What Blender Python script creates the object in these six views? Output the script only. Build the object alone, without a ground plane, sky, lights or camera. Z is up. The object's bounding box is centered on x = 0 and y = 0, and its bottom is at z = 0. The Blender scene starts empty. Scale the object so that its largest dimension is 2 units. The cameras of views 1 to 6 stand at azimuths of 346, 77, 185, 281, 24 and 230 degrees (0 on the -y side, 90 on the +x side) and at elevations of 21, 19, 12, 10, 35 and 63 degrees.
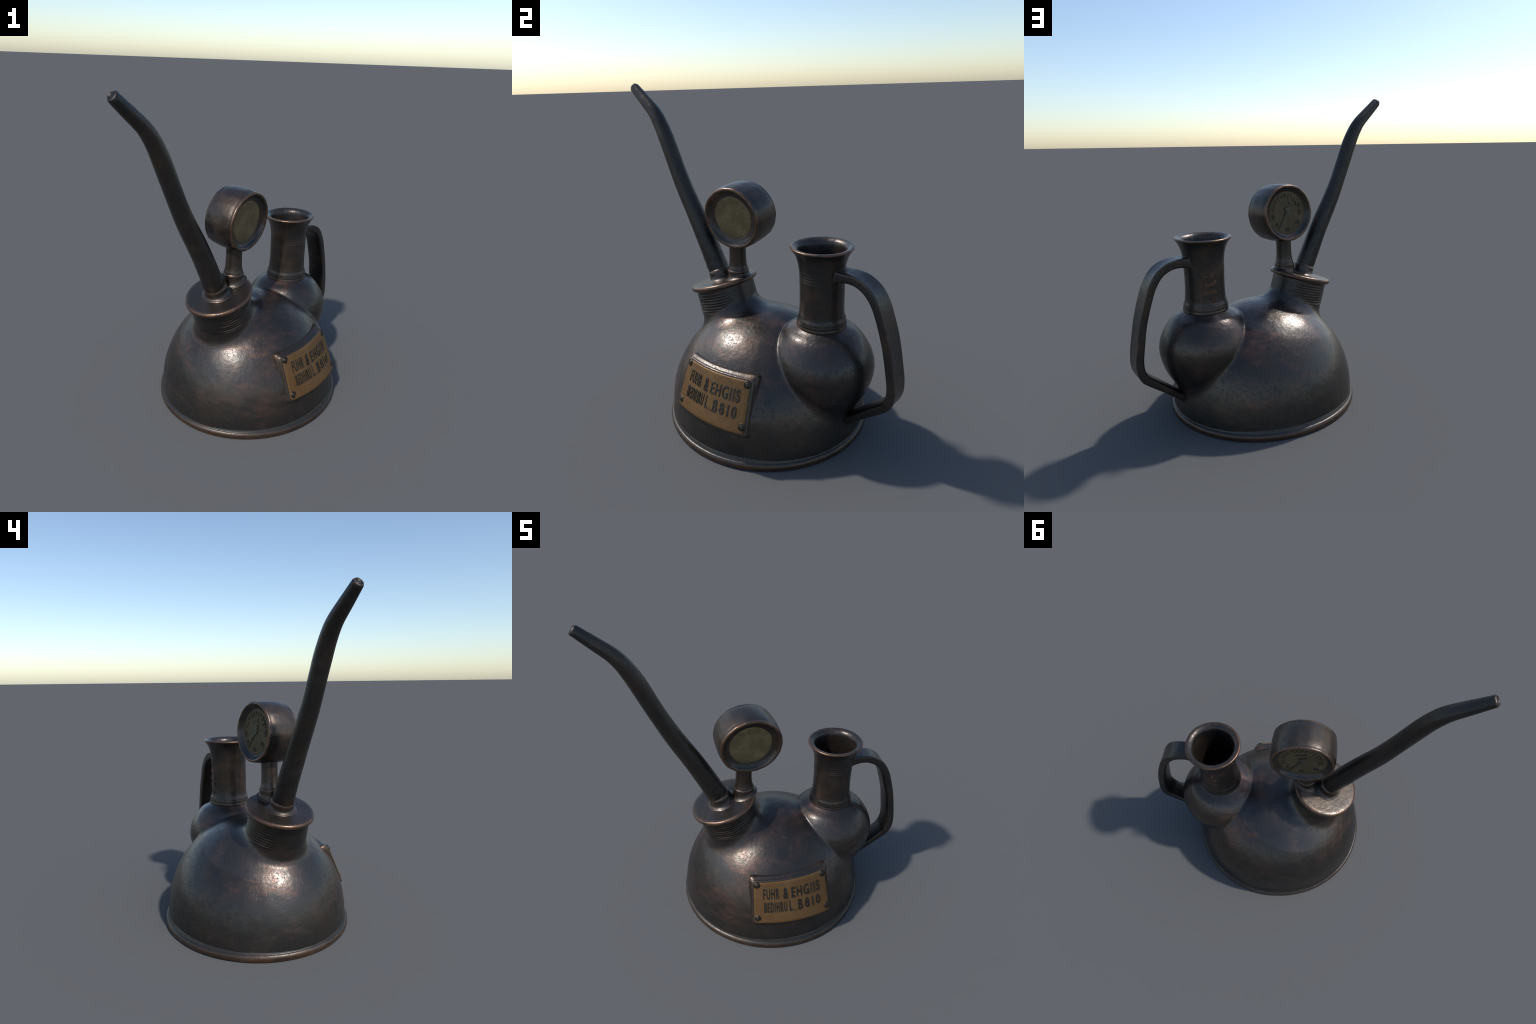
"""Old bronze oil can: a dome on a beaded base ring, a threaded slanted collar with a flat cap
carrying a bent spout and a two-faced gauge, and a small jug with a strap handle merged into its side."""
import bpy, bmesh, math, random
import numpy as np
from mathutils import Vector, Matrix, noise as mnoise

random.seed(7)
RNG = np.random.default_rng(7)

# ------------------------------------------------------------------ frame
PHI = math.radians(38.0)                       # the can's long axis, spout -> handle
AX = np.array([math.cos(PHI), math.sin(PHI), 0.0])
AY = np.array([-math.sin(PHI), math.cos(PHI), 0.0])
AZ = np.array([0.0, 0.0, 1.0])
ORG = np.array([0.0386, 0.0205, 0.0])


def W(P):
    """can coordinates (x along the axis, y across, z up) -> world"""
    P = np.asarray(P, float)
    return ORG + P[..., 0:1] * AX + P[..., 1:2] * AY + P[..., 2:3] * AZ


def D(v):
    v = np.asarray(v, float)
    return v[0] * AX + v[1] * AY + v[2] * AZ


def catmull(pts, n):
    """smooth curve through control points (centripetal enough for our spacing)"""
    p = np.asarray(pts, float)
    seg = np.linalg.norm(np.diff(p, axis=0), axis=1) ** 0.5
    t = np.concatenate([[0], np.cumsum(seg)])
    m = np.zeros_like(p)
    for i in range(len(p)):
        a, b = max(i - 1, 0), min(i + 1, len(p) - 1)
        m[i] = (p[b] - p[a]) / (t[b] - t[a])
    q = np.linspace(0, t[-1], n)
    out = []
    for x in q:
        k = min(np.searchsorted(t, x, side='right') - 1, len(p) - 2)
        h = t[k + 1] - t[k]
        u = (x - t[k]) / h
        out.append((2*u**3 - 3*u**2 + 1) * p[k] + (u**3 - 2*u**2 + u) * h * m[k]
                   + (-2*u**3 + 3*u**2) * p[k + 1] + (u**3 - u**2) * h * m[k + 1])
    return np.array(out)


# ------------------------------------------------------------------ materials
class Nodes:
    def __init__(self, name):
        self.mat = bpy.data.materials.new(name)
        self.mat.use_nodes = True
        self.t = self.mat.node_tree
        self.t.nodes.clear()
        self.out = self.t.nodes.new('ShaderNodeOutputMaterial')
        self.bsdf = self.t.nodes.new('ShaderNodeBsdfPrincipled')
        self.t.links.new(self.bsdf.outputs[0], self.out.inputs[0])
        self.coord = self.t.nodes.new('ShaderNodeTexCoord').outputs['Object']

    def link(self, a, b):
        self.t.links.new(a, b)

    def val(self, sock, v):
        if hasattr(v, 'is_output'):
            self.link(v, sock)
        else:
            sock.default_value = v

    def mapping(self, scale=(1, 1, 1), loc=(0, 0, 0), rot=(0, 0, 0)):
        n = self.t.nodes.new('ShaderNodeMapping')
        self.link(self.coord, n.inputs[0])
        n.inputs['Scale'].default_value = scale
        n.inputs['Location'].default_value = loc
        n.inputs['Rotation'].default_value = rot
        return n.outputs[0]

    def noise(self, scale, detail=4, rough=.55, vec=None, dist=0):
        n = self.t.nodes.new('ShaderNodeTexNoise')
        self.link(vec or self.coord, n.inputs['Vector'])
        n.inputs['Scale'].default_value = scale
        n.inputs['Detail'].default_value = detail
        n.inputs['Roughness'].default_value = rough
        n.inputs['Distortion'].default_value = dist
        return n.outputs['Fac']

    def ramp(self, fac, a, b, lo=0.0, hi=1.0):
        n = self.t.nodes.new('ShaderNodeMapRange')
        n.interpolation_type = 'SMOOTHSTEP'
        self.link(fac, n.inputs['Value'])
        n.inputs['From Min'].default_value = a
        n.inputs['From Max'].default_value = b
        n.inputs['To Min'].default_value = lo
        n.inputs['To Max'].default_value = hi
        return n.outputs[0]

    def math(self, op, a, b=0.0):
        n = self.t.nodes.new('ShaderNodeMath')
        n.operation = op
        self.val(n.inputs[0], a)
        self.val(n.inputs[1], b)
        return n.outputs[0]

    def mix(self, fac, a, b, mode='MIX'):
        n = self.t.nodes.new('ShaderNodeMix')
        n.data_type = 'RGBA'
        n.blend_type = mode
        self.val(n.inputs['Factor'], fac)
        for s, v in ((n.inputs['A'], a), (n.inputs['B'], b)):
            pass
        self.val(n.inputs[6], a if hasattr(a, 'is_output') else (*a, 1))
        self.val(n.inputs[7], b if hasattr(b, 'is_output') else (*b, 1))
        return n.outputs[2]

    def bump(self, height, strength, dist, normal=None):
        n = self.t.nodes.new('ShaderNodeBump')
        n.inputs['Strength'].default_value = strength
        n.inputs['Distance'].default_value = dist
        self.link(height, n.inputs['Height'])
        if normal is not None:
            self.link(normal, n.inputs['Normal'])
        return n.outputs[0]

    def geo(self, name):
        return self.t.nodes.new('ShaderNodeNewGeometry').outputs[name]

    def height(self):
        n = self.t.nodes.new('ShaderNodeSeparateXYZ')
        self.link(self.coord, n.inputs[0])
        return n.outputs


def patina(name, warm=0.5, rust=0.5, edges=1.0, rough=0.36, dirt=0.5, dark=1.0, seam=False, foot=False):
    """blackened bronze: blue-black to brown, copper rubbed through on edges, faint rusty smears, pits"""
    N = Nodes(name)
    k = dark
    big = N.noise(2.3, 5, .6, dist=.6)
    mid = N.noise(7.0, 6, .62, dist=.4)
    fine = N.noise(75, 5, .65)
    grit = N.noise(190, 3, .6)
    x, y, z = N.height()[:3]
    col = N.mix(N.ramp(big, .38, .66), (.050*k, .0455*k, .042*k), (.070*k, .054*k, .042*k))
    col = N.mix(N.math('MULTIPLY', N.ramp(mid, .44, .70), warm * .8), col, (.100*k, .063*k, .039*k))
    # faint rusty smears, drawn out around the body
    smear = N.noise(4.2, 7, .66, N.mapping((1, 1, 2.0), (3.1, .7, 1.3)), .7)
    smear2 = N.noise(15, 5, .6, N.mapping((1, 1, 2.6), (.3, 4.7, 1.9)))
    patch = N.math('MULTIPLY', N.ramp(smear, .47, .74), N.ramp(smear2, .25, .75))
    col = N.mix(N.math('MULTIPLY', patch, rust), col, (.150*k, .054*k, .030*k))
    if seam:
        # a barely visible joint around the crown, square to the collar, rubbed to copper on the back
        h = N.math('ADD', N.math('ADD', z, N.math('MULTIPLY', x, -.245 * math.cos(PHI))), N.math('MULTIPLY', y, -.245 * math.sin(PHI)))
        line = N.ramp(N.math('ABSOLUTE', N.math('SUBTRACT', h, .522)), .0045, .001)
        line = N.math('MULTIPLY', line, N.ramp(N.noise(9, 4, .6), .42, .60))
        line = N.math('MULTIPLY', line, N.ramp(N.math('SUBTRACT', y, N.math('MULTIPLY', x, .75)), .12, .25))
        col = N.mix(N.math('MULTIPLY', line, .7), col, (.19, .085, .050))
        back = N.ramp(N.math('SUBTRACT', y, N.math('MULTIPLY', x, .75)), .12, .25)
        crown = N.math('MULTIPLY', N.ramp(h, .519, .525), back)
        col = N.mix(N.math('MULTIPLY', crown, .30), col, (.125, .112, .104))
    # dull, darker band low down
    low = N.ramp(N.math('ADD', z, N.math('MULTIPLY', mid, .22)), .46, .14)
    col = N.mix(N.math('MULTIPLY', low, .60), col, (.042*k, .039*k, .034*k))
    if foot:
        col = N.mix(N.ramp(z, .036, .026, 0, .65), col, (.080, .050, .034))
    # pits and grime
    pit = N.ramp(fine, .60, .72)
    blot = N.ramp(N.noise(36, 4, .7), .52, .66)
    col = N.mix(N.math('MULTIPLY', blot, .38), col, (.022, .020, .019))
    grime = N.math('MULTIPLY', N.ramp(mid, .58, .40), N.ramp(fine, .45, .62))
    col = N.mix(N.math('MULTIPLY', pit, .5), col, (.016, .014, .013))
    col = N.mix(N.math('MULTIPLY', grime, dirt * .6), col, (.024, .022, .021))
    r = N.math('ADD', rough - .10, N.math('MULTIPLY', mid, .20))
    r = N.math('ADD', r, N.math('MULTIPLY', patch, .10))
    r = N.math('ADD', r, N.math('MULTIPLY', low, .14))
    r = N.math('ADD', r, N.math('MULTIPLY', grime, .12))
    r = N.math('ADD', r, N.math('MULTIPLY', blot, .10))
    if seam:
        r = N.math('SUBTRACT', r, N.math('MULTIPLY', crown, .03))
    metal = N.math('SUBTRACT', .80, N.math('MULTIPLY', patch, .35))
    if edges:
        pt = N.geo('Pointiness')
        e = N.math('MULTIPLY', N.ramp(pt, .508, .57), N.ramp(N.noise(17, 5, .65), .28, .56))
        col = N.mix(N.math('MULTIPLY', e, .75 * edges), col, (.215, .108, .056))
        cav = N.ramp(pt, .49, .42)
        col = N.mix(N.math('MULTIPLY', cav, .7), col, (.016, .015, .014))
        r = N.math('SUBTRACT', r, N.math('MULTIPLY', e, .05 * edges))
    N.link(col, N.bsdf.inputs['Base Color'])
    N.val(N.bsdf.inputs['Metallic'], metal)
    N.link(r, N.bsdf.inputs['Roughness'])
    N.bsdf.inputs['Coat Weight'].default_value = .27
    N.bsdf.inputs['Coat IOR'].default_value = 1.55
    N.val(N.bsdf.inputs['Coat Roughness'], N.math('SUBTRACT', r, .13))
    b = N.bump(mid, .16, .02)
    b = N.bump(N.noise(44, 3, .55), .16, .006, b)
    b = N.bump(N.math('SUBTRACT', N.math('MULTIPLY', grit, .30), pit), .22, .004, b)
    N.link(b, N.bsdf.inputs['Normal'])
    N.link(b, N.bsdf.inputs['Coat Normal'])
    return N.mat


def brass_plate():
    N = Nodes('rubbed_brass')
    a = N.noise(9, 5, .6)
    f = N.noise(120, 4, .6)
    col = N.mix(N.ramp(a, .35, .65), (.158, .080, .027), (.190, .100, .039))
    col = N.mix(N.math('MULTIPLY', N.ramp(f, .52, .70), .5), col, (.10, .060, .026))
    pt = N.geo('Pointiness')
    col = N.mix(N.ramp(pt, .53, .62, 0, .6), col, (.30, .18, .09))
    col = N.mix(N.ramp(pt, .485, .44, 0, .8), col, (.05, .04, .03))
    N.link(col, N.bsdf.inputs['Base Color'])
    N.bsdf.inputs['Metallic'].default_value = .55
    N.val(N.bsdf.inputs['Roughness'], N.math('ADD', .40, N.math('MULTIPLY', f, .2)))
    N.link(N.bump(f, .35, .004), N.bsdf.inputs['Normal'])
    return N.mat


def dial_face(name, k=1.0):
    N = Nodes(name)
    a = N.noise(11, 6, .65, dist=.5)
    f = N.noise(75, 5, .65)
    col = N.mix(N.ramp(a, .35, .68), (.140*k, .098*k, .045*k), (.208*k, .146*k, .072*k))
    col = N.mix(N.math('MULTIPLY', N.ramp(f, .50, .68), .55), col, (.075*k, .054*k, .027*k))
    N.link(col, N.bsdf.inputs['Base Color'])
    N.bsdf.inputs['Metallic'].default_value = .0
    N.bsdf.inputs['Specular IOR Level'].default_value = .25
    N.val(N.bsdf.inputs['Roughness'], N.math('ADD', .48, N.math('MULTIPLY', f, .22)))
    b = N.bump(a, .25, .012)
    N.link(N.bump(f, .30, .004, b), N.bsdf.inputs['Normal'])
    return N.mat


def plain_metal(name, col, rough=.4, metal=.9):
    N = Nodes(name)
    f = N.noise(150, 4, .6)
    c = N.mix(N.ramp(f, .45, .65), col, tuple(x * .5 for x in col))
    pt = N.geo('Pointiness')
    c = N.mix(N.ramp(pt, .53, .62, 0, .5), c, tuple(min(1, x * 2.2) for x in col))
    N.link(c, N.bsdf.inputs['Base Color'])
    N.bsdf.inputs['Metallic'].default_value = metal
    N.bsdf.inputs['Roughness'].default_value = rough
    N.link(N.bump(f, .25, .003), N.bsdf.inputs['Normal'])
    return N.mat


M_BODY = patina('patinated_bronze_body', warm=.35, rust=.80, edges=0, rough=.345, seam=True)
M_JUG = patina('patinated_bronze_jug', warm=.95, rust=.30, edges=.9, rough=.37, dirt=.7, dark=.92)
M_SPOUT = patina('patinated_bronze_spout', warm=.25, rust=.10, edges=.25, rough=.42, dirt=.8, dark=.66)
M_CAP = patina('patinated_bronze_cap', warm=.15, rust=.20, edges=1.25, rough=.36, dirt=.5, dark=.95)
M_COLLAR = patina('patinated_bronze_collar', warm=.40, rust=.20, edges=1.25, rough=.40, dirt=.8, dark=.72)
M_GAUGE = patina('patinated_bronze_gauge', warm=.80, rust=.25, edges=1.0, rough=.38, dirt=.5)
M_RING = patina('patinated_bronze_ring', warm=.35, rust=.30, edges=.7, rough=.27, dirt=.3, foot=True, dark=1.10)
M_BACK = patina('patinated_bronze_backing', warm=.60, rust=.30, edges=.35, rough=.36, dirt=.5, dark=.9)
M_BRASS = brass_plate()
M_DIAL = dial_face('aged_dial_face')
M_DIAL_BACK = dial_face('aged_dial_face_scaled', .60)  # base colour darkened: shade inside the recessed back dial is tinted in
M_INK = plain_metal('blackened_lettering', (.050, .044, .037), .32, .8)
M_SCREW = plain_metal('dull_bronze_screw', (.070, .056, .042), .48)
M_MARK = plain_metal('dark_dial_marking', (.050, .042, .028), .55, .2)
M_STAMP = plain_metal('rusty_raised_mark', (.085, .046, .030), .50, .5)

# ------------------------------------------------------------------ mesh helpers
COL = bpy.context.scene.collection


def obj(name, verts, faces, mat, parent=None, smooth=True, angle=None):
    me = bpy.data.meshes.new(name)
    me.from_pydata([tuple(v) for v in np.asarray(verts)], [], faces)
    bm = bmesh.new()
    bm.from_mesh(me)
    bmesh.ops.remove_doubles(bm, verts=bm.verts, dist=1e-6)
    bmesh.ops.recalc_face_normals(bm, faces=bm.faces)
    bm.to_mesh(me)
    bm.free()
    for p in me.polygons:
        p.use_smooth = smooth
    if angle:
        me.set_sharp_from_angle(angle=math.radians(angle))
    me.materials.append(mat)
    o = bpy.data.objects.new(name, me)
    COL.objects.link(o)
    if parent is not None:
        o.parent = parent
    return o


def lathe(prof, centre, axis, u, v, n=72, stretch=(1, 1), wobble=0.0, seed=0.0, mod=None, cap0=False, cap1=False):
    """profile of (radius, height) turned about an axis; hand-made wobble; optional angular modifier"""
    V, F = [], []
    th = np.linspace(0, 2 * math.pi, n, endpoint=False)
    for k, (r, h) in enumerate(prof):
        for a in th:
            rr = r
            if mod:
                rr = mod(r, h, a)
            if wobble:
                rr += wobble * mnoise.noise((math.cos(a) * 2.1 + seed, math.sin(a) * 2.1, h * 6 + seed))
            V.append(centre + rr * math.cos(a) * stretch[0] * u + rr * math.sin(a) * stretch[1] * v + h * axis)
    m = len(prof)
    for k in range(m - 1):
        for i in range(n):
            j = (i + 1) % n
            F.append((k * n + i, k * n + j, (k + 1) * n + j, (k + 1) * n + i))
    if cap0:
        F.append(tuple(range(n)))
    if cap1:
        F.append(tuple((m - 1) * n + i for i in range(n)))
    return V, F


def sweep(line, section, up_hint, cap=True):
    """section(k, s) -> list of 2D points (side, up) swept along a line of 3D points"""
    line = np.asarray(line)
    m = len(line)
    tan = np.gradient(line, axis=0)
    tan /= np.linalg.norm(tan, axis=1)[:, None]
    V, F = [], []
    n = None
    for k in range(m):
        side = np.asarray(up_hint, float)
        side = side - tan[k] * (side @ tan[k])
        side /= np.linalg.norm(side)
        nor = np.cross(tan[k], side)
        pts = section(k, k / (m - 1))
        n = len(pts)
        for a, b in pts:
            V.append(line[k] + a * side + b * nor)
    for k in range(m - 1):
        for i in range(n):
            j = (i + 1) % n
            F.append((k * n + i, k * n + j, (k + 1) * n + j, (k + 1) * n + i))
    if cap:
        F.append(tuple(range(n)))
        F.append(tuple((m - 1) * n + i for i in range(n)))
    return V, F


def text_mesh(body):
    """bevelled letters as a mesh in a unit box; third value runs 0 (back) to 1 (front)"""
    cu = bpy.data.curves.new('txt', 'FONT')
    cu.body = body
    cu.extrude = .02
    cu.bevel_depth = .022
    cu.bevel_resolution = 1
    cu.offset = .008
    cu.resolution_u = 4
    cu.space_character = 1.22
    o = bpy.data.objects.new('txt', cu)
    COL.objects.link(o)
    dg = bpy.context.evaluated_depsgraph_get()
    me = bpy.data.meshes.new_from_object(o.evaluated_get(dg))
    v = np.array([tuple(x.co) for x in me.vertices])
    f = [tuple(p.vertices) for p in me.polygons]
    bpy.data.objects.remove(o)
    bpy.data.curves.remove(cu)
    bpy.data.meshes.remove(me)
    lo, hi = v.min(0), v.max(0)
    q = (v - lo) / (hi - lo)
    return q[:, :2], q[:, 2], f


# ------------------------------------------------------------------ dimensions
DOME_R = np.array([.612, .577, .612])
DOME_Z = .066
TILT = math.radians(16.3)
CAP_C = np.array([-.321, -.004, .794])
CAP_N = np.array([-math.sin(TILT), 0, math.cos(TILT)])
CAP_U = np.array([math.cos(TILT), 0, math.sin(TILT)])
JUG_X, JUG_Y = .406, .004
JUG_ST = 1.03
BELLY = catmull([(.78, .112), (.735, .114), (.703, .124), (.684, .150), (.655, .200), (.60, .244), (.54, .274), (.47, .288),
                 (.40, .279), (.32, .251), (.24, .204), (.17, .148), (.10, .085), (.03, .02)], 90)


# ------------------------------------------------------------------ vessel body: one smooth implicit surface
def smin(a, b, k):
    h = np.clip(.5 + .5 * (b - a) / k, 0, 1)
    return b + (a - b) * h - k * h * (1 - h)


BZ, BR = BELLY[::-1, 0].copy(), BELLY[::-1, 1].copy()
BD = np.gradient(BR, BZ)


def sd_dome(P):
    q = P - np.array([0, 0, DOME_Z])
    k0 = np.linalg.norm(q / DOME_R, axis=-1)
    k1 = np.linalg.norm(q / DOME_R ** 2, axis=-1)
    return k0 * (k0 - 1) / np.maximum(k1, 1e-6)


def sd_belly(P):
    z = P[..., 2]
    x = (P[..., 0] - JUG_X - .022 * (.7 - z)) / JUG_ST
    r = np.sqrt(x * x + (P[..., 1] - JUG_Y) ** 2)
    d = (r - np.interp(z, BZ, BR)) / np.sqrt(1 + np.minimum(np.interp(z, BZ, BD) ** 2, 4))
    return np.maximum(d, z - .77)


def sd_neck(P):
    q = P - CAP_C
    h = q @ CAP_N
    a = q @ CAP_U
    r = np.sqrt((a / 1.02) ** 2 + q[..., 1] ** 2) - (.176 + .008 * np.clip(-h / .2, 0, 1))
    return np.maximum(np.maximum(r, h + .01), -h - .42)


def sd_vessel(P):
    d, b, n = sd_dome(P), sd_belly(P), sd_neck(P)
    k = np.interp(P[..., 2], [.08, .22, .42, .60], [.048, .040, .020, .009])
    # the fillet of the collar is generous towards the jug, tight towards the spout
    kn = np.interp(P[..., 0], [-.50, -.12], [.030, .095])
    return smin(smin(d, n, kn), b, k)


def build_vessel(parent):
    h = .0072
    lo, hi = np.array([-.66, -.62, .03]), np.array([.78, .62, .80])
    ax = [np.arange(lo[i], hi[i] + h, h) for i in range(3)]
    G = np.stack(np.meshgrid(*ax, indexing='ij'), -1)
    S = sd_vessel(G)
    nx, ny, nz = S.shape
    c = [S[i:nx - 1 + i, j:ny - 1 + j, k:nz - 1 + k] for i in (0, 1) for j in (0, 1) for k in (0, 1)]
    mn, mx = np.minimum.reduce(c), np.maximum.reduce(c)
    act = (mn < 0) & (mx >= 0)
    idx = -np.ones(act.shape, int)
    cells = np.argwhere(act)
    idx[act] = np.arange(len(cells))
    P = lo + (cells + .5) * h
    e = 1e-4

    def grad(P):
        g = np.stack([(sd_vessel(P + e * np.eye(3)[i]) - sd_vessel(P - e * np.eye(3)[i])) / (2 * e) for i in range(3)], -1)
        return g
    for _ in range(5):                           # drop the net onto the exact surface
        g = grad(P)
        s = sd_vessel(P)
        P = P - (s / np.maximum((g * g).sum(-1), .05))[:, None] * g
    F = []
    sg = S < 0
    for a in range(3):
        b, cc = (a + 1) % 3, (a + 2) % 3
        s0 = [slice(None)] * 3
        s1 = [slice(None)] * 3
        s0[a], s1[a] = slice(0, -1), slice(1, None)
        cr = np.argwhere(sg[tuple(s0)] != sg[tuple(s1)])
        for q in cr:
            if q[b] < 1 or q[cc] < 1 or q[b] >= S.shape[b] - 1 or q[cc] >= S.shape[cc] - 1:
                continue
            m = q.copy(); m[b] -= 1
            o = q.copy(); o[b] -= 1; o[cc] -= 1
            p = q.copy(); p[cc] -= 1
            f = (idx[tuple(q)], idx[tuple(m)], idx[tuple(o)], idx[tuple(p)])
            if min(f) < 0:
                continue
            F.append(f if sg[tuple(q)] else f[::-1])
    F = np.array(F)
    g = grad(P)
    nrm = g / np.linalg.norm(g, axis=1)[:, None]
    cen = P[F].mean(1)
    # hollow under the jug's throat, and nothing under the cap
    keep = ~((np.hypot(cen[:, 0] - JUG_X, cen[:, 1] - JUG_Y) < .117) & (cen[:, 2] > .66))
    keep &= ~(((cen - CAP_C) @ CAP_N > -.035) & (np.linalg.norm(cen - CAP_C, axis=1) < .3))
    F, cen = F[keep], cen[keep]
    dd, bb, nn = sd_dome(cen), sd_belly(cen), sd_neck(cen)
    jug = bb < np.minimum(dd, nn)
    # gentle hand-beaten unevenness
    Wp = W(P)
    Wn = nrm[:, 0:1] * AX + nrm[:, 1:2] * AY + nrm[:, 2:3] * AZ
    amp = np.array([.0022 * mnoise.noise(Vector(p * 5.5)) + .0009 * mnoise.noise(Vector(p * 17)) for p in Wp])
    Wp = Wp + Wn * amp[:, None]
    me = bpy.data.meshes.new('tmp')
    me.from_pydata([tuple(p) for p in Wp], [], [tuple(f) for f in F])
    me.update()
    VN = np.zeros(len(Wp) * 3)
    me.vertex_normals.foreach_get('vector', VN)
    VN = VN.reshape(-1, 3)
    VN[(VN * Wn).sum(1) < 0] *= -1
    bpy.data.meshes.remove(me)
    res = {}
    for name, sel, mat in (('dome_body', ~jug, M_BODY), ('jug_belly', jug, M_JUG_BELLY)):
        f = F[sel]
        used, inv = np.unique(f, return_inverse=True)
        f = inv.reshape(f.shape)
        me = bpy.data.meshes.new(name)
        me.from_pydata([tuple(p) for p in Wp[used]], [], [tuple(map(int, q)) for q in f])
        for p in me.polygons:
            p.use_smooth = True
        me.update()
        me.normals_split_custom_set_from_vertices([tuple(n) for n in VN[used]])
        me.materials.append(mat)
        o = bpy.data.objects.new(name, me)
        COL.objects.link(o)
        o.parent = parent
        res[name] = o
    return res


M_JUG_BELLY = M_BODY

# ------------------------------------------------------------------ the thing
root = bpy.data.objects.new('oil_can', None)
COL.objects.link(root)
root['label'] = 'dark bronze oil can with bent spout, pressure gauge and jug'
root['category'] = 'oil can'

vessel = build_vessel(root)
dome, belly = vessel['dome_body'], vessel['jug_belly']

# base ring: upright band, rounded shoulder with a fine groove, running in under the dome
ring_prof = [(.50, .012), (.600, .0), (.6235, .0), (.6285, .004), (.6285, .024), (.626, .031), (.6215, .036),
             (.6175, .0395), (.6155, .0395), (.6135, .0435), (.609, .052), (.605, .060), (.600, .066), (.588, .072), (.56, .075)]
V, F = lathe([(r / .6285, z) for r, z in ring_prof], W((0, 0, 0)), AZ, AX, AY, 140, (.6285, .600), .0035, 3.3)
obj('base_ring', V, F, M_RING, root)
V, F = lathe([(.001, .012), (.30, .012), (.615, .012)], W((0, 0, 0)), AZ, AX, AY, 96, (.98, .95))
obj('base_plate', V, F, M_SPOUT, root)

# threaded collar under the cap: ridges stand out on the spout side, fade towards the jug
NR = 7


def sstep(x, a, b):
    t = min(1, max(0, (x - a) / (b - a)))
    return t * t * (3 - 2 * t)


def thread(r, h, a):
    # a = 0 looks at the jug, pi at the spout; the ridges survive on both flanks only
    d = abs((a + math.pi) % (2 * math.pi) - math.pi)
    s = (h + .052) / -.0170
    if -1 < s < NR:
        k = int(s)
        sh = .30 * mnoise.noise((k * 2.3, .5 if a < math.pi else 3.7, 8.0))   # every ridge fades at its own place
        f = sstep(d, .65 + sh, 1.15 + sh) * (1 - sstep(d, 2.15 + sh, 2.75 + sh))
        w = .5 - .5 * math.cos(2 * math.pi * (s + .20 * mnoise.noise((math.cos(a) * 1.5, math.sin(a) * 1.5, 1.7))))
        r += .0048 * f * (.5 + .5 * max(0, s) / NR) * w ** 1.5 * (.85 + .7 * mnoise.noise((math.cos(a) * 2.0, math.sin(a) * 2.0, k * 3.1)))
    return r


V, F = [], []
NA, NHT = 140, 100
for j in range(NHT + 1):
    for i in range(NA):
        a = 2 * math.pi * i / NA
        dirv = CAP_U * 1.03 * math.cos(a) + np.array([0, math.sin(a), 0])
        if j == 0:                                # how far down the dome lies under this side
            hs = np.linspace(-.05, -.40, 176)
            dd = sd_dome(CAP_C + .204 * dirv + hs[:, None] * CAP_N)
            hit = hs[np.argmax(dd < -.003)]
            if i == 0:
                depth = []
            depth.append(hit)
        t = j / NHT
        h = -.008 + t * (depth[i] + .008)
        r = .1810 + .023 * max(0, (t - .68) / .32) ** 2.2
        r = thread(r, h, a) + .0018 * mnoise.noise((math.cos(a) * 2.1, math.sin(a) * 2.1, h * 6))
        V.append(W(CAP_C + r * dirv + h * CAP_N))
for j in range(NHT):
    for i in range(NA):
        k = (i + 1) % NA
        F.append((j * NA + i, j * NA + k, (j + 1) * NA + k, (j + 1) * NA + i))
collar = obj('threaded_collar', V, F, M_COLLAR, root)

# cap: flat disc with rounded rim
cap_prof = [(.001, .0165), (.10, .0165), (.175, .016), (.194, .0155), (.2015, .0125), (.2065, .006), (.2075, -.002), (.2055, -.010),
            (.200, -.016), (.190, -.0185), (.165, -.019), (.10, -.019)]
V, F = lathe(cap_prof, W(CAP_C), D(CAP_N), D(CAP_U), AY, 96, (1.03, 1.0), .0022, 5.2)
cap = obj('cap', V, F, M_CAP, root)


def cap_top(x):
    return CAP_C[2] + math.tan(TILT) * (x - CAP_C[0]) + .0165 / math.cos(TILT)


# spout
line2 = catmull([(-.318, .770), (-.338, .815), (-.362, .866), (-.425, 1.000), (-.502, 1.155), (-.588, 1.310), (-.652, 1.445), (-.700, 1.560),
                 (-.745, 1.668), (-.786, 1.752), (-.835, 1.826), (-.893, 1.877), (-.950, 1.926), (-1.003, 1.972)], 110)
rad_z = [.77, .815, .866, .95, 1.15, 1.31, 1.45, 1.67, 1.80, 1.90, 1.985]
rad_r = [.068, .067, .065, .0635, .059, .054, .0505, .0490, .0440, .0365, .0290]
S0 = np.array([[x, -.004 - .006 * (z - .8), z] for x, z in line2])
for _ in range(14):                              # bent by hand: no kinks
    S0[1:-1] = .25 * S0[:-2] + .5 * S0[1:-1] + .25 * S0[2:]
NS = 40


def spout_sec(k, s):
    z = S0[k][2]
    r = np.interp(z, rad_z, rad_r)
    if .845 < z < 1.0:                            # fine turning marks near the foot
        r += .0007 * math.sin(z * 620) * min(1, (1.0 - z) / .08)
    out = []
    for i in range(NS):
        a = 2 * math.pi * i / NS
        q = r + .0024 * mnoise.noise((math.cos(a) * 1.6, math.sin(a) * 1.6, z * 5))
        out.append((q * math.cos(a), q * math.sin(a)))
    return out


V, F = sweep(W(S0), spout_sec, AY, cap=False)
V = [np.asarray(v) for v in V]
tip = W(S0[-1])
tdir = W(S0[-1]) - W(S0[-3]); tdir /= np.linalg.norm(tdir)
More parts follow.
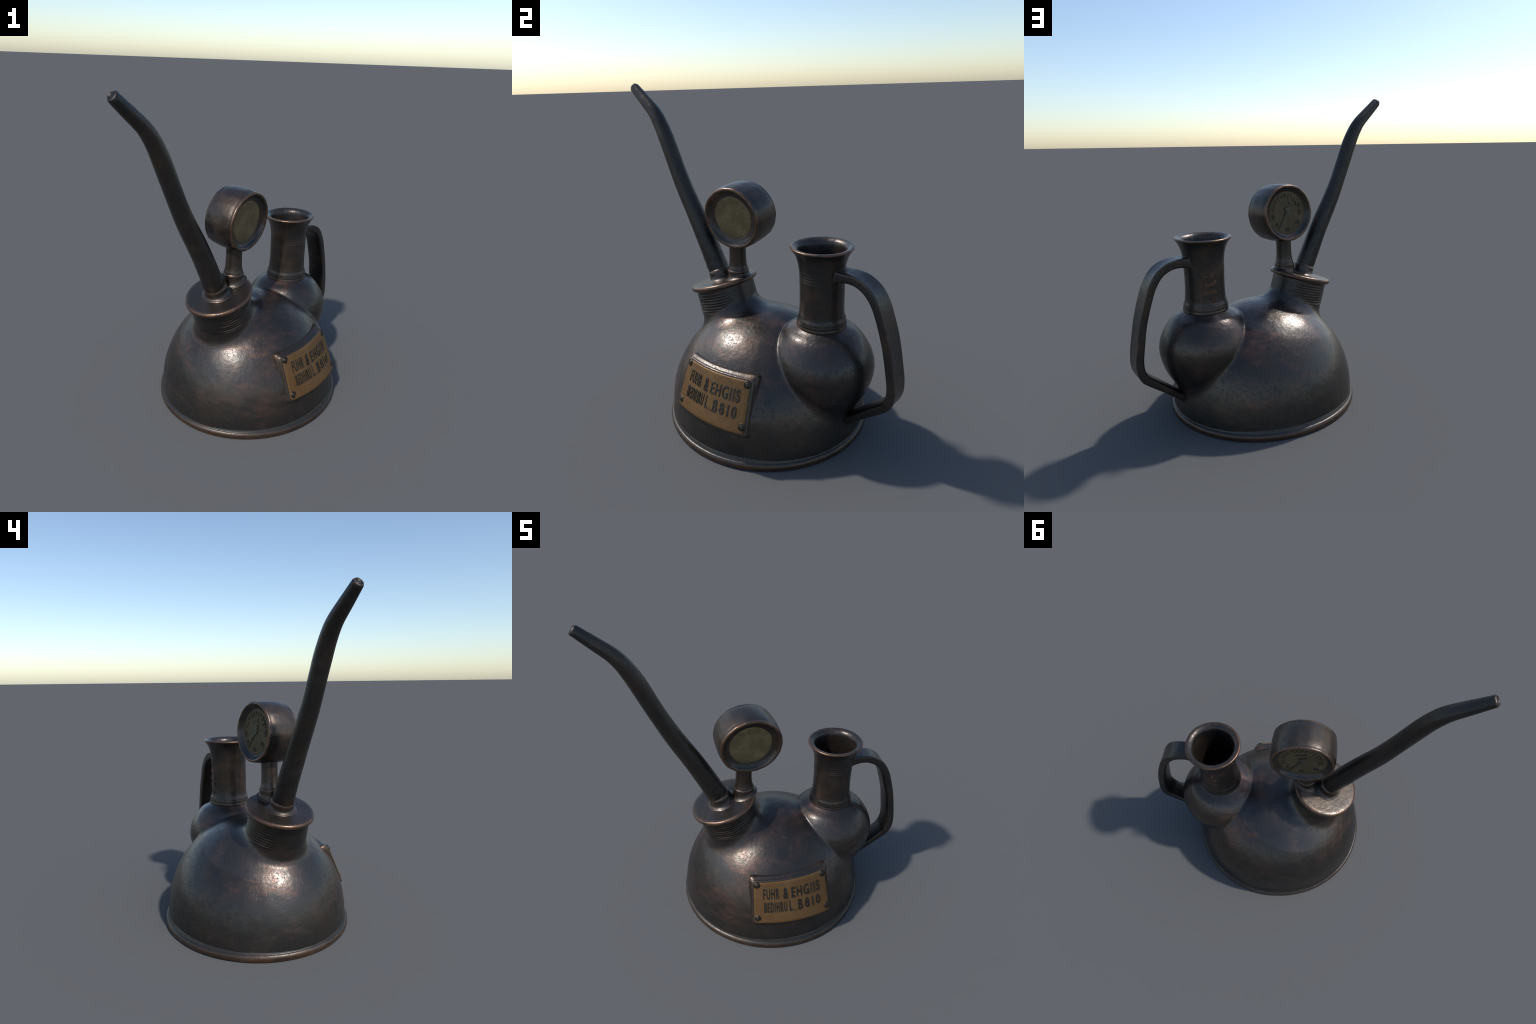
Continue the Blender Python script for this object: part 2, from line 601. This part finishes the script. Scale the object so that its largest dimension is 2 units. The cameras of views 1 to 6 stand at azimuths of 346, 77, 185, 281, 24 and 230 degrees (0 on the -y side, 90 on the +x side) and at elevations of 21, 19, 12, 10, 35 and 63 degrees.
# nozzle: ring turned in, small bore
for (sc, adv) in ((.97, .006), (.84, .0125), (.68, .0135), (.60, .009), (.34, .006), (.14, .010)):
    base = len(V) - NS
    ring = [tip + (np.asarray(V[len(S0) * NS - NS + i]) - tip) * sc * (1 + .06 * math.cos(3 * 2 * math.pi * i / NS + .6)) + tdir * adv for i in range(NS)]
    V += ring
    for i in range(NS):
        j = (i + 1) % NS
        F.append((base + i, base + j, base + NS + j, base + NS + i))
F.append(tuple(len(V) - NS + i for i in range(NS)))
spout = obj('spout', V, F, M_SPOUT, cap)

# flared collar at the spout's foot, sitting on the cap
foot = np.array([-.333, -.004, cap_top(-.333)])
sdir = np.array([-.40, 0, .917]); sdir /= np.linalg.norm(sdir)
su = np.array([sdir[2], 0, -sdir[0]])


def flare(prof, foot, axis, u, n=56):
    """turned collar whose lower rim follows the slope of the cap"""
    V, F = [], []
    for r, h, stick in prof:
        for i in range(n):
            a = 2 * math.pi * i / n
            p = foot + r * math.cos(a) * u + np.array([0, r * math.sin(a), 0]) + h * axis
            if stick > 0:
                zc = cap_top(p[0]) - .0165 + .0165 + h
                q = np.array([p[0], p[1], zc])
                p = p * (1 - stick) + q * stick
            V.append(W(p))
    for k in range(len(prof) - 1):
        for i in range(n):
            j = (i + 1) % n
            F.append((k * n + i, k * n + j, (k + 1) * n + j, (k + 1) * n + i))
    return V, F


V, F = flare([(.104, -.006, 1), (.099, .0005, 1), (.091, .0025, 1), (.083, .007, 1), (.077, .015, .8), (.0735, .026, .5), (.0720, .038, .2), (.0718, .046, 0),
              (.0712, .052, 0), (.0690, .058, 0), (.0660, .063, 0), (.062, .066, 0)], foot, sdir, su)
obj('spout_collar', V, F, M_CAP, spout)

# gauge stem
STEM = np.array([-.194, -.007])
sf = np.array([STEM[0], STEM[1], cap_top(STEM[0])])
V, F = flare([(.088, -.006, 1), (.083, .0005, 1), (.077, .003, 1), (.070, .009, 1), (.066, .020, .8), (.0650, .032, .5), (.0655, .043, .15), (.066, .050, 0),
              (.0635, .055, 0), (.0590, .057, 0), (.0600, .062, 0), (.0590, .067, 0), (.0555, .075, 0), (.0535, .090, 0), (.0515, .110, 0),
              (.0505, .140, 0), (.0500, .185, 0), (.0505, .215, 0), (.0515, .30, 0)], sf, np.array([.03, 0, 1.0]), np.array([1.0, 0, 0]))
stem = obj('gauge_stem', V, F, M_GAUGE, cap)

# gauge: drum with a dial in each end
GC = np.array([-.160, -.001, 1.247])
GN = np.array([.012, -.152, -.012]); GN /= np.linalg.norm(GN)      # towards the blank face
GU = np.cross(np.array([0, 0, 1.0]), GN); GU /= np.linalg.norm(GU)
GV = np.cross(GN, GU)
GSU, GSV = 1.065, 1.022                         # drawn slightly wide
drum = [(.120, .070), (.127, .0735), (.133, .0755), (.142, .0775), (.152, .0850), (.158, .0925), (.162, .0985), (.168, .1010), (.1755, .1000), (.1800, .0950), (.1808, .0880), (.1795, .0825), (.1815, .076), (.1845, .055),
        (.186, .02), (.186, -.02), (.1845, -.055), (.1815, -.076), (.1795, -.0825), (.1805, -.0890), (.1790, -.0950), (.1750, -.0990), (.168, -.0995), (.163, -.0965), (.159, -.090), (.152, -.083), (.145, -.0765), (.140, -.0735), (.13, -.070)]


def facet(n):
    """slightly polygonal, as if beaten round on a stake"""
    def f(r, h, a):
        w = 2 * math.pi / n
        b = (a % w) - w / 2
        poly = math.cos(w / 2) / math.cos(b)
        return r * (1 - .55 * (1 - poly))
    return f


V, F = lathe(drum, W(GC), D(GN), D(GU), D(GV), 96, (GSU, GSV), .0022, 2.2, facet(18))
gauge = obj('gauge_case', V, F, M_GAUGE, stem)


def dial(name, side, r0, mat, seed):
    n, m = 72, 16
    V, F = [W(GC + GN * side * .0745)], []
    for k in range(1, m + 1):
        for i in range(n):
            a = 2 * math.pi * i / n
            r = r0 * k / m
            if k == m:
                r *= 1 + .02 * mnoise.noise((math.cos(a) * 4, math.sin(a) * 4, seed))
            hgt = .0016 * mnoise.noise((r * math.cos(a) * 22, r * math.sin(a) * 22, seed)) + .0745
            if k == m:
                hgt -= .004
            V.append(W(GC + GU * GSU * r * math.cos(a) + GV * GSV * r * math.sin(a) + GN * side * hgt))
    for i in range(n):
        F.append((0, 1 + i, 1 + (i + 1) % n))
        for k in range(m - 1):
            F.append((1 + k * n + i, 1 + k * n + (i + 1) % n, 1 + (k + 1) * n + (i + 1) % n, 1 + (k + 1) * n + i))
    return obj(name, V, F, mat, gauge)


dial('blank_dial', 1, .1275, M_DIAL, 1.0)
scale_dial = dial('scale_dial', -1, .1405, M_DIAL_BACK, 6.0)


def on_dial(x, y, h):
    """x to the right and y up as read on the scaled face"""
    return W(GC - GU * x + GV * y - GN * (.0755 + h))


def prism(name, outline, place, h, mat, parent):
    n = len(outline)
    V = [place(x, y, -.004) for x, y in outline] + [place(x, y, h) for x, y in outline]
    F = [tuple(range(n)), tuple(range(n, 2 * n))] + [(i, (i + 1) % n, n + (i + 1) % n, n + i) for i in range(n)]
    return obj(name, V, F, mat, parent, smooth=False)


# needle with a broad kite-shaped hub and a long thin tail towards lower left
prism('gauge_needle', [(-.071, -.094), (-.066, -.097), (-.018, -.032), (.001, -.018), (.016, -.012), (.021, .008), (.022, .047),
                       (.004, .040), (-.024, .028), (-.010, .006), (-.022, -.008), (-.030, -.030)], on_dial, .006, M_MARK, scale_dial)
prism('gauge_pointer', [(-.045, .066), (.006, .078), (.025, .082), (.022, .060), (.017, .058), (.017, .070), (.004, .070), (-.043, .060)], on_dial, .005, M_MARK, scale_dial)

ticks_V, ticks_F = [], []
for i in range(15):
    a = math.radians(196 - i * 14.5 + random.uniform(-2, 2))
    ln = random.choice((.016, .021, .026))
    wd = random.uniform(.005, .0085)
    r1 = .122 + random.uniform(-.003, .003)
    c, s = math.cos(a), math.sin(a)
    b = len(ticks_V)
    for hh in (-.004, .005):
        for rr, ww in ((r1 - ln, -wd), (r1 - ln, wd), (r1, wd * .8), (r1, -wd * .8)):
            ticks_V.append(on_dial(rr * c - ww * s, rr * s + ww * c, hh))
    ticks_F += [tuple(b + q for q in f) for f in ((0, 1, 2, 3), (4, 5, 6, 7), (0, 1, 5, 4), (1, 2, 6, 5), (2, 3, 7, 6), (3, 0, 4, 7))]
tk = obj('scale_tick', ticks_V, ticks_F, M_DIAL_BACK, scale_dial, smooth=False)
tk['kind'] = 'stuff'


for s, x, y, w in (('0', .104, -.006, .017), ('0', -.112, -.018, .017), ('60', .082, -.066, .034), ('30', -.004, -.106, .034), ('0', -.086, -.066, .016),
                   ('10', .090, .052, .030), ('1', -.100, .040, .010)):
    uv, top, f = text_mesh(s)
    V = [on_dial(x + (a - .5) * w, y + (b - .5) * .026, -.004 + .0075 * t) for (a, b), t in zip(uv, top)]
    obj('scale_numeral', V, f, M_MARK, scale_dial, smooth=False)

# ------------------------------------------------------------------ jug neck and lip
JC = W((JUG_X, JUG_Y, 0))
neck_prof = [(.118, .660), (.130, .680), (.1385, .690), (.1400, .697), (.1395, .704), (.1370, .708), (.1367, .711), (.1372, .716), (.1366, .722), (.1354, .727), (.1346, .731),
             (.1346, .736), (.1325, .743), (.1285, .750), (.1262, .760), (.1245, .78), (.1230, .81), (.1222, .85), (.1220, .90), (.1223, .94)]
neck_prof += [(.1226 + .003 * max(0, (z - .98) / .045) ** 2, z) for z in np.linspace(.955, 1.022, 28)]
neck_prof += [(.1285, 1.048), (.1330, 1.070), (.1400, 1.092), (.1490, 1.112), (.1600, 1.129), (.1675, 1.1375), (.1710, 1.1425), (.1712, 1.1470),
              (.1675, 1.1510), (.1610, 1.1525), (.1520, 1.1505), (.1430, 1.1460), (.1350, 1.1395), (.1290, 1.1310), (.1262, 1.122),
              (.1240, 1.11), (.1215, 1.08), (.1170, 1.05), (.1135, 1.0), (.112, .9), (.110, .75), (.110, .66), (.125, .60), (.12, .50), (.06, .46), (.001, .455)]
ROUND20 = facet(20)
GROOVE_A = math.radians(-103)


def neck_mod(r, h, a):
    """slight facets; three worn turning ridges on the front of the upper neck only"""
    q = ROUND20(r, h, a)
    if .955 <= h <= 1.022 and r < .128:
        d = (a - GROOVE_A + math.pi) % (2 * math.pi) - math.pi
        f = max(0, 1 - (d / .70) ** 2)
        q += .0016 * f * (.5 - .5 * math.cos(2 * math.pi * (h - .955) / .0168)) ** 1.5
    return q


V, F = lathe(neck_prof, JC, AZ, AX, AY, 88, (1.015, 1.0), .0028, 8.1, neck_mod)
jug = obj('jug_neck', V, F, M_JUG, belly)


def on_neck(u, z, h):
    """u = angle in degrees around the jug's neck"""
    a = math.radians(u)
    r = .1222 + max(0, .79 - z) * .05 + max(0, z - .985) * .08 + h
    return W((JUG_X + 1.015 * r * math.cos(a), JUG_Y + r * math.sin(a), z))


def neck_patch(name, a0, a1, z0, z1, seed):
    """low raised bar with a ragged outline, wrapped on the neck"""
    n = 14
    V, F = [], []
    for i in range(n + 1):
        t = i / n
        lo = z0 + .0045 * mnoise.noise((t * 6, seed, 1.0)) + .006 * t
        hi = z1 + .0060 * mnoise.noise((t * 6, seed, 5.0)) + .006 * t
        a = a0 + (a1 - a0) * t
        V += [on_neck(a, lo, -.003), on_neck(a, lo + .002, .0036), on_neck(a, hi - .002, .0036), on_neck(a, hi, -.003)]
        if i:
            b = 4 * i
            F += [(b - 4 + q, b + q, b + q + 1, b - 3 + q) for q in range(3)]
    F += [(0, 1, 2, 3), tuple(4 * n + q for q in range(4))]
    obj(name, V, F, M_STAMP, jug, angle=40)


for k, (a0, a1, z0, z1) in enumerate(((62, 100, .815, .842), (67, 100, .864, .892), (70, 82, .920, .936), (82, 92, .914, .948), (60, 71, .916, .938))):
    neck_patch('stamped_bar', a0, a1, z0, z1, k * 2.7)
for ch, a0, a1, z0, z1 in (('e', 80, 101, .762, .800), ('o', 78, 96, .962, 1.002)):
    uv, top, f = text_mesh(ch)
    obj('stamped_letter', [on_neck(a0 + (a1 - a0) * p[1], z0 + (z1 - z0) * p[0], -.004 + .0075 * t) for p, t in zip(uv, top)], f, M_STAMP, jug, smooth=False)

# strap handle
hl = catmull([(.490, 1.008), (.545, 1.013), (.600, 1.014), (.655, 1.003), (.712, .967), (.756, .905), (.787, .825), (.826, .690), (.853, .535), (.862, .462),
              (.859, .405), (.840, .357), (.806, .322), (.705, .242), (.620, .170), (.545, .112)], 120)
H0 = np.array([[x, JUG_Y, z] for x, z in hl])
HAND_SIDE = 1
HW, HT = .0665, .0285


def handle_sec(k, s):
    w, t = HW, HT
    w *= np.interp(s, [0, .12, .25, .5, .7, .85, 1], [.86, .86, .97, 1.0, 1.0, .90, .72])
    t *= np.interp(s, [0, .2, .5, .72, .85, 1], [1, 1.0, .95, 1.0, .82, .72])
    f = max(0, 1 - s / .10) ** 2.5 + .8 * max(0, (s - .90) / .10) ** 2   # welded roots spread
    w += .008 * f
    t += .015 * f
    out = []
    n = 48
    for i in range(n):
        a = 2 * math.pi * i / n
        c, q = math.cos(a), math.sin(a)
        x = w * math.copysign(abs(c) ** .34, c)
        y = t * math.copysign(abs(q) ** .34, q)
        inner = -1 if HAND_SIDE < 0 else 1
        if q * inner > 0:
            y -= inner * .008 * max(0, 1 - (x / w) ** 4) * min(1, s / .2)      # hollowed inner face with a raised rim
        else:
            y -= inner * .004 * (1 - (x / w) ** 2)                             # outer face slightly crowned
        j = 1 + .025 * mnoise.noise((s * 12, c * 1.5, q * 1.5))
        out.append((x * j, y * j))
    return out


V, F = sweep(W(H0), handle_sec, AY, cap=False)
F.append(tuple(range(len(V) - 48, len(V))))
# fit the upper root to the neck's round
NH = 48
for k in range(7):
    for i in range(NH):
        p = np.asarray(V[k * NH + i]) - ORG
        lx, ly, lz = p @ AX, p @ AY, p[2]
        r = .1185 + .0022 * k + .05 * max(0, lz - 1.02)
        if abs(ly) < r:
            tx = JUG_X + 1.015 * math.sqrt(r * r - (ly - JUG_Y) ** 2)
            V[k * NH + i] = W((max(lx, tx) if k else tx, ly, lz))
obj('handle', V, F, M_JUG, belly, angle=60)

# ------------------------------------------------------------------ name plate on the dome's flank
def plate_y(x, z):
    return -.4670 - .43 * (.455 - z) + .62 * x * x


def on_plate(u, v, h):
    """u, v in -1..1 over the brass face, h = height above it"""
    z = .344 + v * .131 + .004 * u * v
    x = .010 + u * (.242 + .010 * -v)
    y = plate_y(x, z)
    n = np.array([-1.24 * x, -1, .43 * -1 + 0.0]); n = np.array([1.24 * x, -1.0, .43]); n /= np.linalg.norm(n)
    return W(np.array([x, y, z]) + n * h)


def slab(name, su, sv, top, bot, mat, parent, bev=.006, nu=40, nv=24, rough=.0, flare=False):
    """curved plate: front face grid, rounded edge rows, sides running back"""
    V, F = [], []
    us = np.linspace(-1, 1, nu)
    vs = np.linspace(-1, 1, nv)
    for v in vs:
        for u in us:
            e = mnoise.noise((u * 7, v * 5, 2.0)) * rough
            V.append(on_plate(u * (su - bev / .24), v * (sv - bev / .13), top + e))
    for j in range(nv - 1):
        for i in range(nu - 1):
            F.append((j * nu + i, j * nu + i + 1, (j + 1) * nu + i + 1, (j + 1) * nu + i))
    loop = [(i, 0) for i in range(nu)] + [(nu - 1, j) for j in range(1, nv)] + [(i, nv - 1) for i in range(nu - 2, -1, -1)] + [(0, j) for j in range(nv - 2, 0, -1)]
    prev = [j * nu + i for i, j in loop]
    rows = [(.7, top - bev * .3, 0), (1.0, top - bev, 0)]
    rows += [(1.0, bot, 0)] if not flare else [(1.0, top - bev - .006, .004), (1.0, top - .018, .011), (1.0, top - .028, .0165), (1.0, bot, .019)]
    for f, h, g in rows:
        cur = []
        for i, j in loop:
            u, v = us[i], vs[j]
            w = 1 + rough * 1.8 * mnoise.noise((u * 5, v * 5, 9.0))
            cur.append(len(V))
            gv = g * (1.2 if v > 0 else .25)
            A, B = .24 * ((su - bev * (1 - f) / .24) * w) + g, .13 * ((sv - bev * (1 - f) / .13) * w) + gv
            X, Y, rc = A * abs(u), B * abs(v), .5 * bev + .015
            ex, ey = X - (A - rc), Y - (B - rc)
            if ex > 0 and ey > 0:
                m = math.hypot(ex, ey)
                if m > rc:
                    X, Y = A - rc + ex * rc / m, B - rc + ey * rc / m
            V.append(on_plate(math.copysign(X, u) / .24, math.copysign(Y, v) / .13, h))
        m = len(cur)
        F += [(prev[k], prev[(k + 1) % m], cur[(k + 1) % m], cur[k]) for k in range(m)]
        prev = cur
    return obj(name, V, F, mat, parent)


backing = slab('plate_backing', 1.055, 1.065, -.003, -.080, M_BACK, dome, .007, rough=.0015, flare=True)
plate = slab('name_plate', .985, .985, .003, -.02, M_BRASS, backing, .004, rough=.0010)


def word(body, u0, u1, v0, v1, slant=0.0):
    uv, top, f = text_mesh(body)
    V = [on_plate(u0 + (u1 - u0) * a, v0 + (v1 - v0) * b, -.004 + .0100 * t) for (a, b), t in zip(uv, top)]
    o = obj('plate_word', V, f, M_INK, plate, smooth=False)


word('FUHR', -.755, -.335, .165, .680)
word('&', -.235, -.095, .130, .680)
word('EHGIIS', -.015, .780, .135, .640)
word('BEDIHRU', -.735, -.155, -.465, .030)
word('L', -.090, -.005, -.475, .030)
word('..', .045, .110, -.480, -.425)
word('B', .140, .265, -.490, .005)
word('810', .325, .760, -.470, -.010)
# a worn line of tiny stamping along the top, dents along the bottom
sV, sF = [], []


def chip(u, v, du, dv):
    b = len(sV)
    for h in (-.003, .0030):
        for a, c in ((-1, -1), (1, -.7), (1, 1), (-.8, .9)):
            sV.append(on_plate(u + a * du, v + c * dv, h))
    sF.extend(tuple(b + q for q in f) for f in ((0, 1, 2, 3), (4, 5, 6, 7), (0, 1, 5, 4), (1, 2, 6, 5), (2, 3, 7, 6), (3, 0, 4, 7)))


for i in range(24):
    if random.random() < .8:
        chip(-.56 + i * .052, .80 + random.uniform(-.025, .025), random.uniform(.006, .016), random.uniform(.012, .032))
for u, v in ((-.52, -.78), (-.46, -.77), (-.03, -.80), (.02, -.77), (.44, -.76), (.50, -.78)):
    chip(u, v, .016, .022)
st = obj('worn_stamping', sV, sF, M_BACK, plate, smooth=False)
st['kind'] = 'stuff'

# plate screws: washer rim, domed head and slot, sharing one mesh
sp = [(.0225, -.006), (.0215, .0005), (.0195, .0030), (.0165, .0034), (.0150, .0014), (.0140, .0016), (.0128, .0036), (.0095, .0056), (.005, .0064), (.0005, .0066)]
V, F = lathe(sp, np.zeros(3), AZ, np.array([1.0, 0, 0]), np.array([0, 1.0, 0]), 32)
b = len(V)
for zz in (.002, .0074):
    for x, y in ((-.0095, -.0018), (.0095, -.0018), (.0095, .0018), (-.0095, .0018)):
        V.append(np.array([x, y, zz]))
F += [tuple(b + q for q in f) for f in ((0, 1, 2, 3), (4, 5, 6, 7), (0, 1, 5, 4), (1, 2, 6, 5), (2, 3, 7, 6), (3, 0, 4, 7))]
first = None
for u, v, a in ((-.905, .86, .4), (.905, .84, 1.9), (-.895, -.74, 1.1), (.925, -.70, 2.6)):
    if first is None:
        first = obj('screw', V, F, M_SCREW, plate, angle=50)
        s = first
    else:
        s = first.copy()
        COL.objects.link(s)
    p = Vector(on_plate(u, v, .002))
    nrm = Vector(on_plate(u, v, .1)) - Vector(on_plate(u, v, 0))
    q = nrm.to_track_quat('Z', 'Y').to_matrix().to_4x4()
    s.matrix_world = Matrix.Translation(p) @ q @ Matrix.Rotation(a, 4, 'Z')
    s.parent = plate

# ------------------------------------------------------------------ hierarchy: thing > part > sub-part
for part in (spout, gauge, plate):
    part.parent = root
PARTS = {spout: ('spout_collar',), gauge: ('gauge_stem', 'blank_dial', 'scale_dial', 'gauge_needle', 'gauge_pointer', 'scale_tick', 'scale_numeral'),
         plate: ('plate_backing',), belly: ('jug_neck', 'handle', 'stamped_bar', 'stamped_letter')}
for part, kinds in PARTS.items():
    for o in bpy.data.objects:
        if o.name.split('.')[0] in kinds:
            o.parent = part
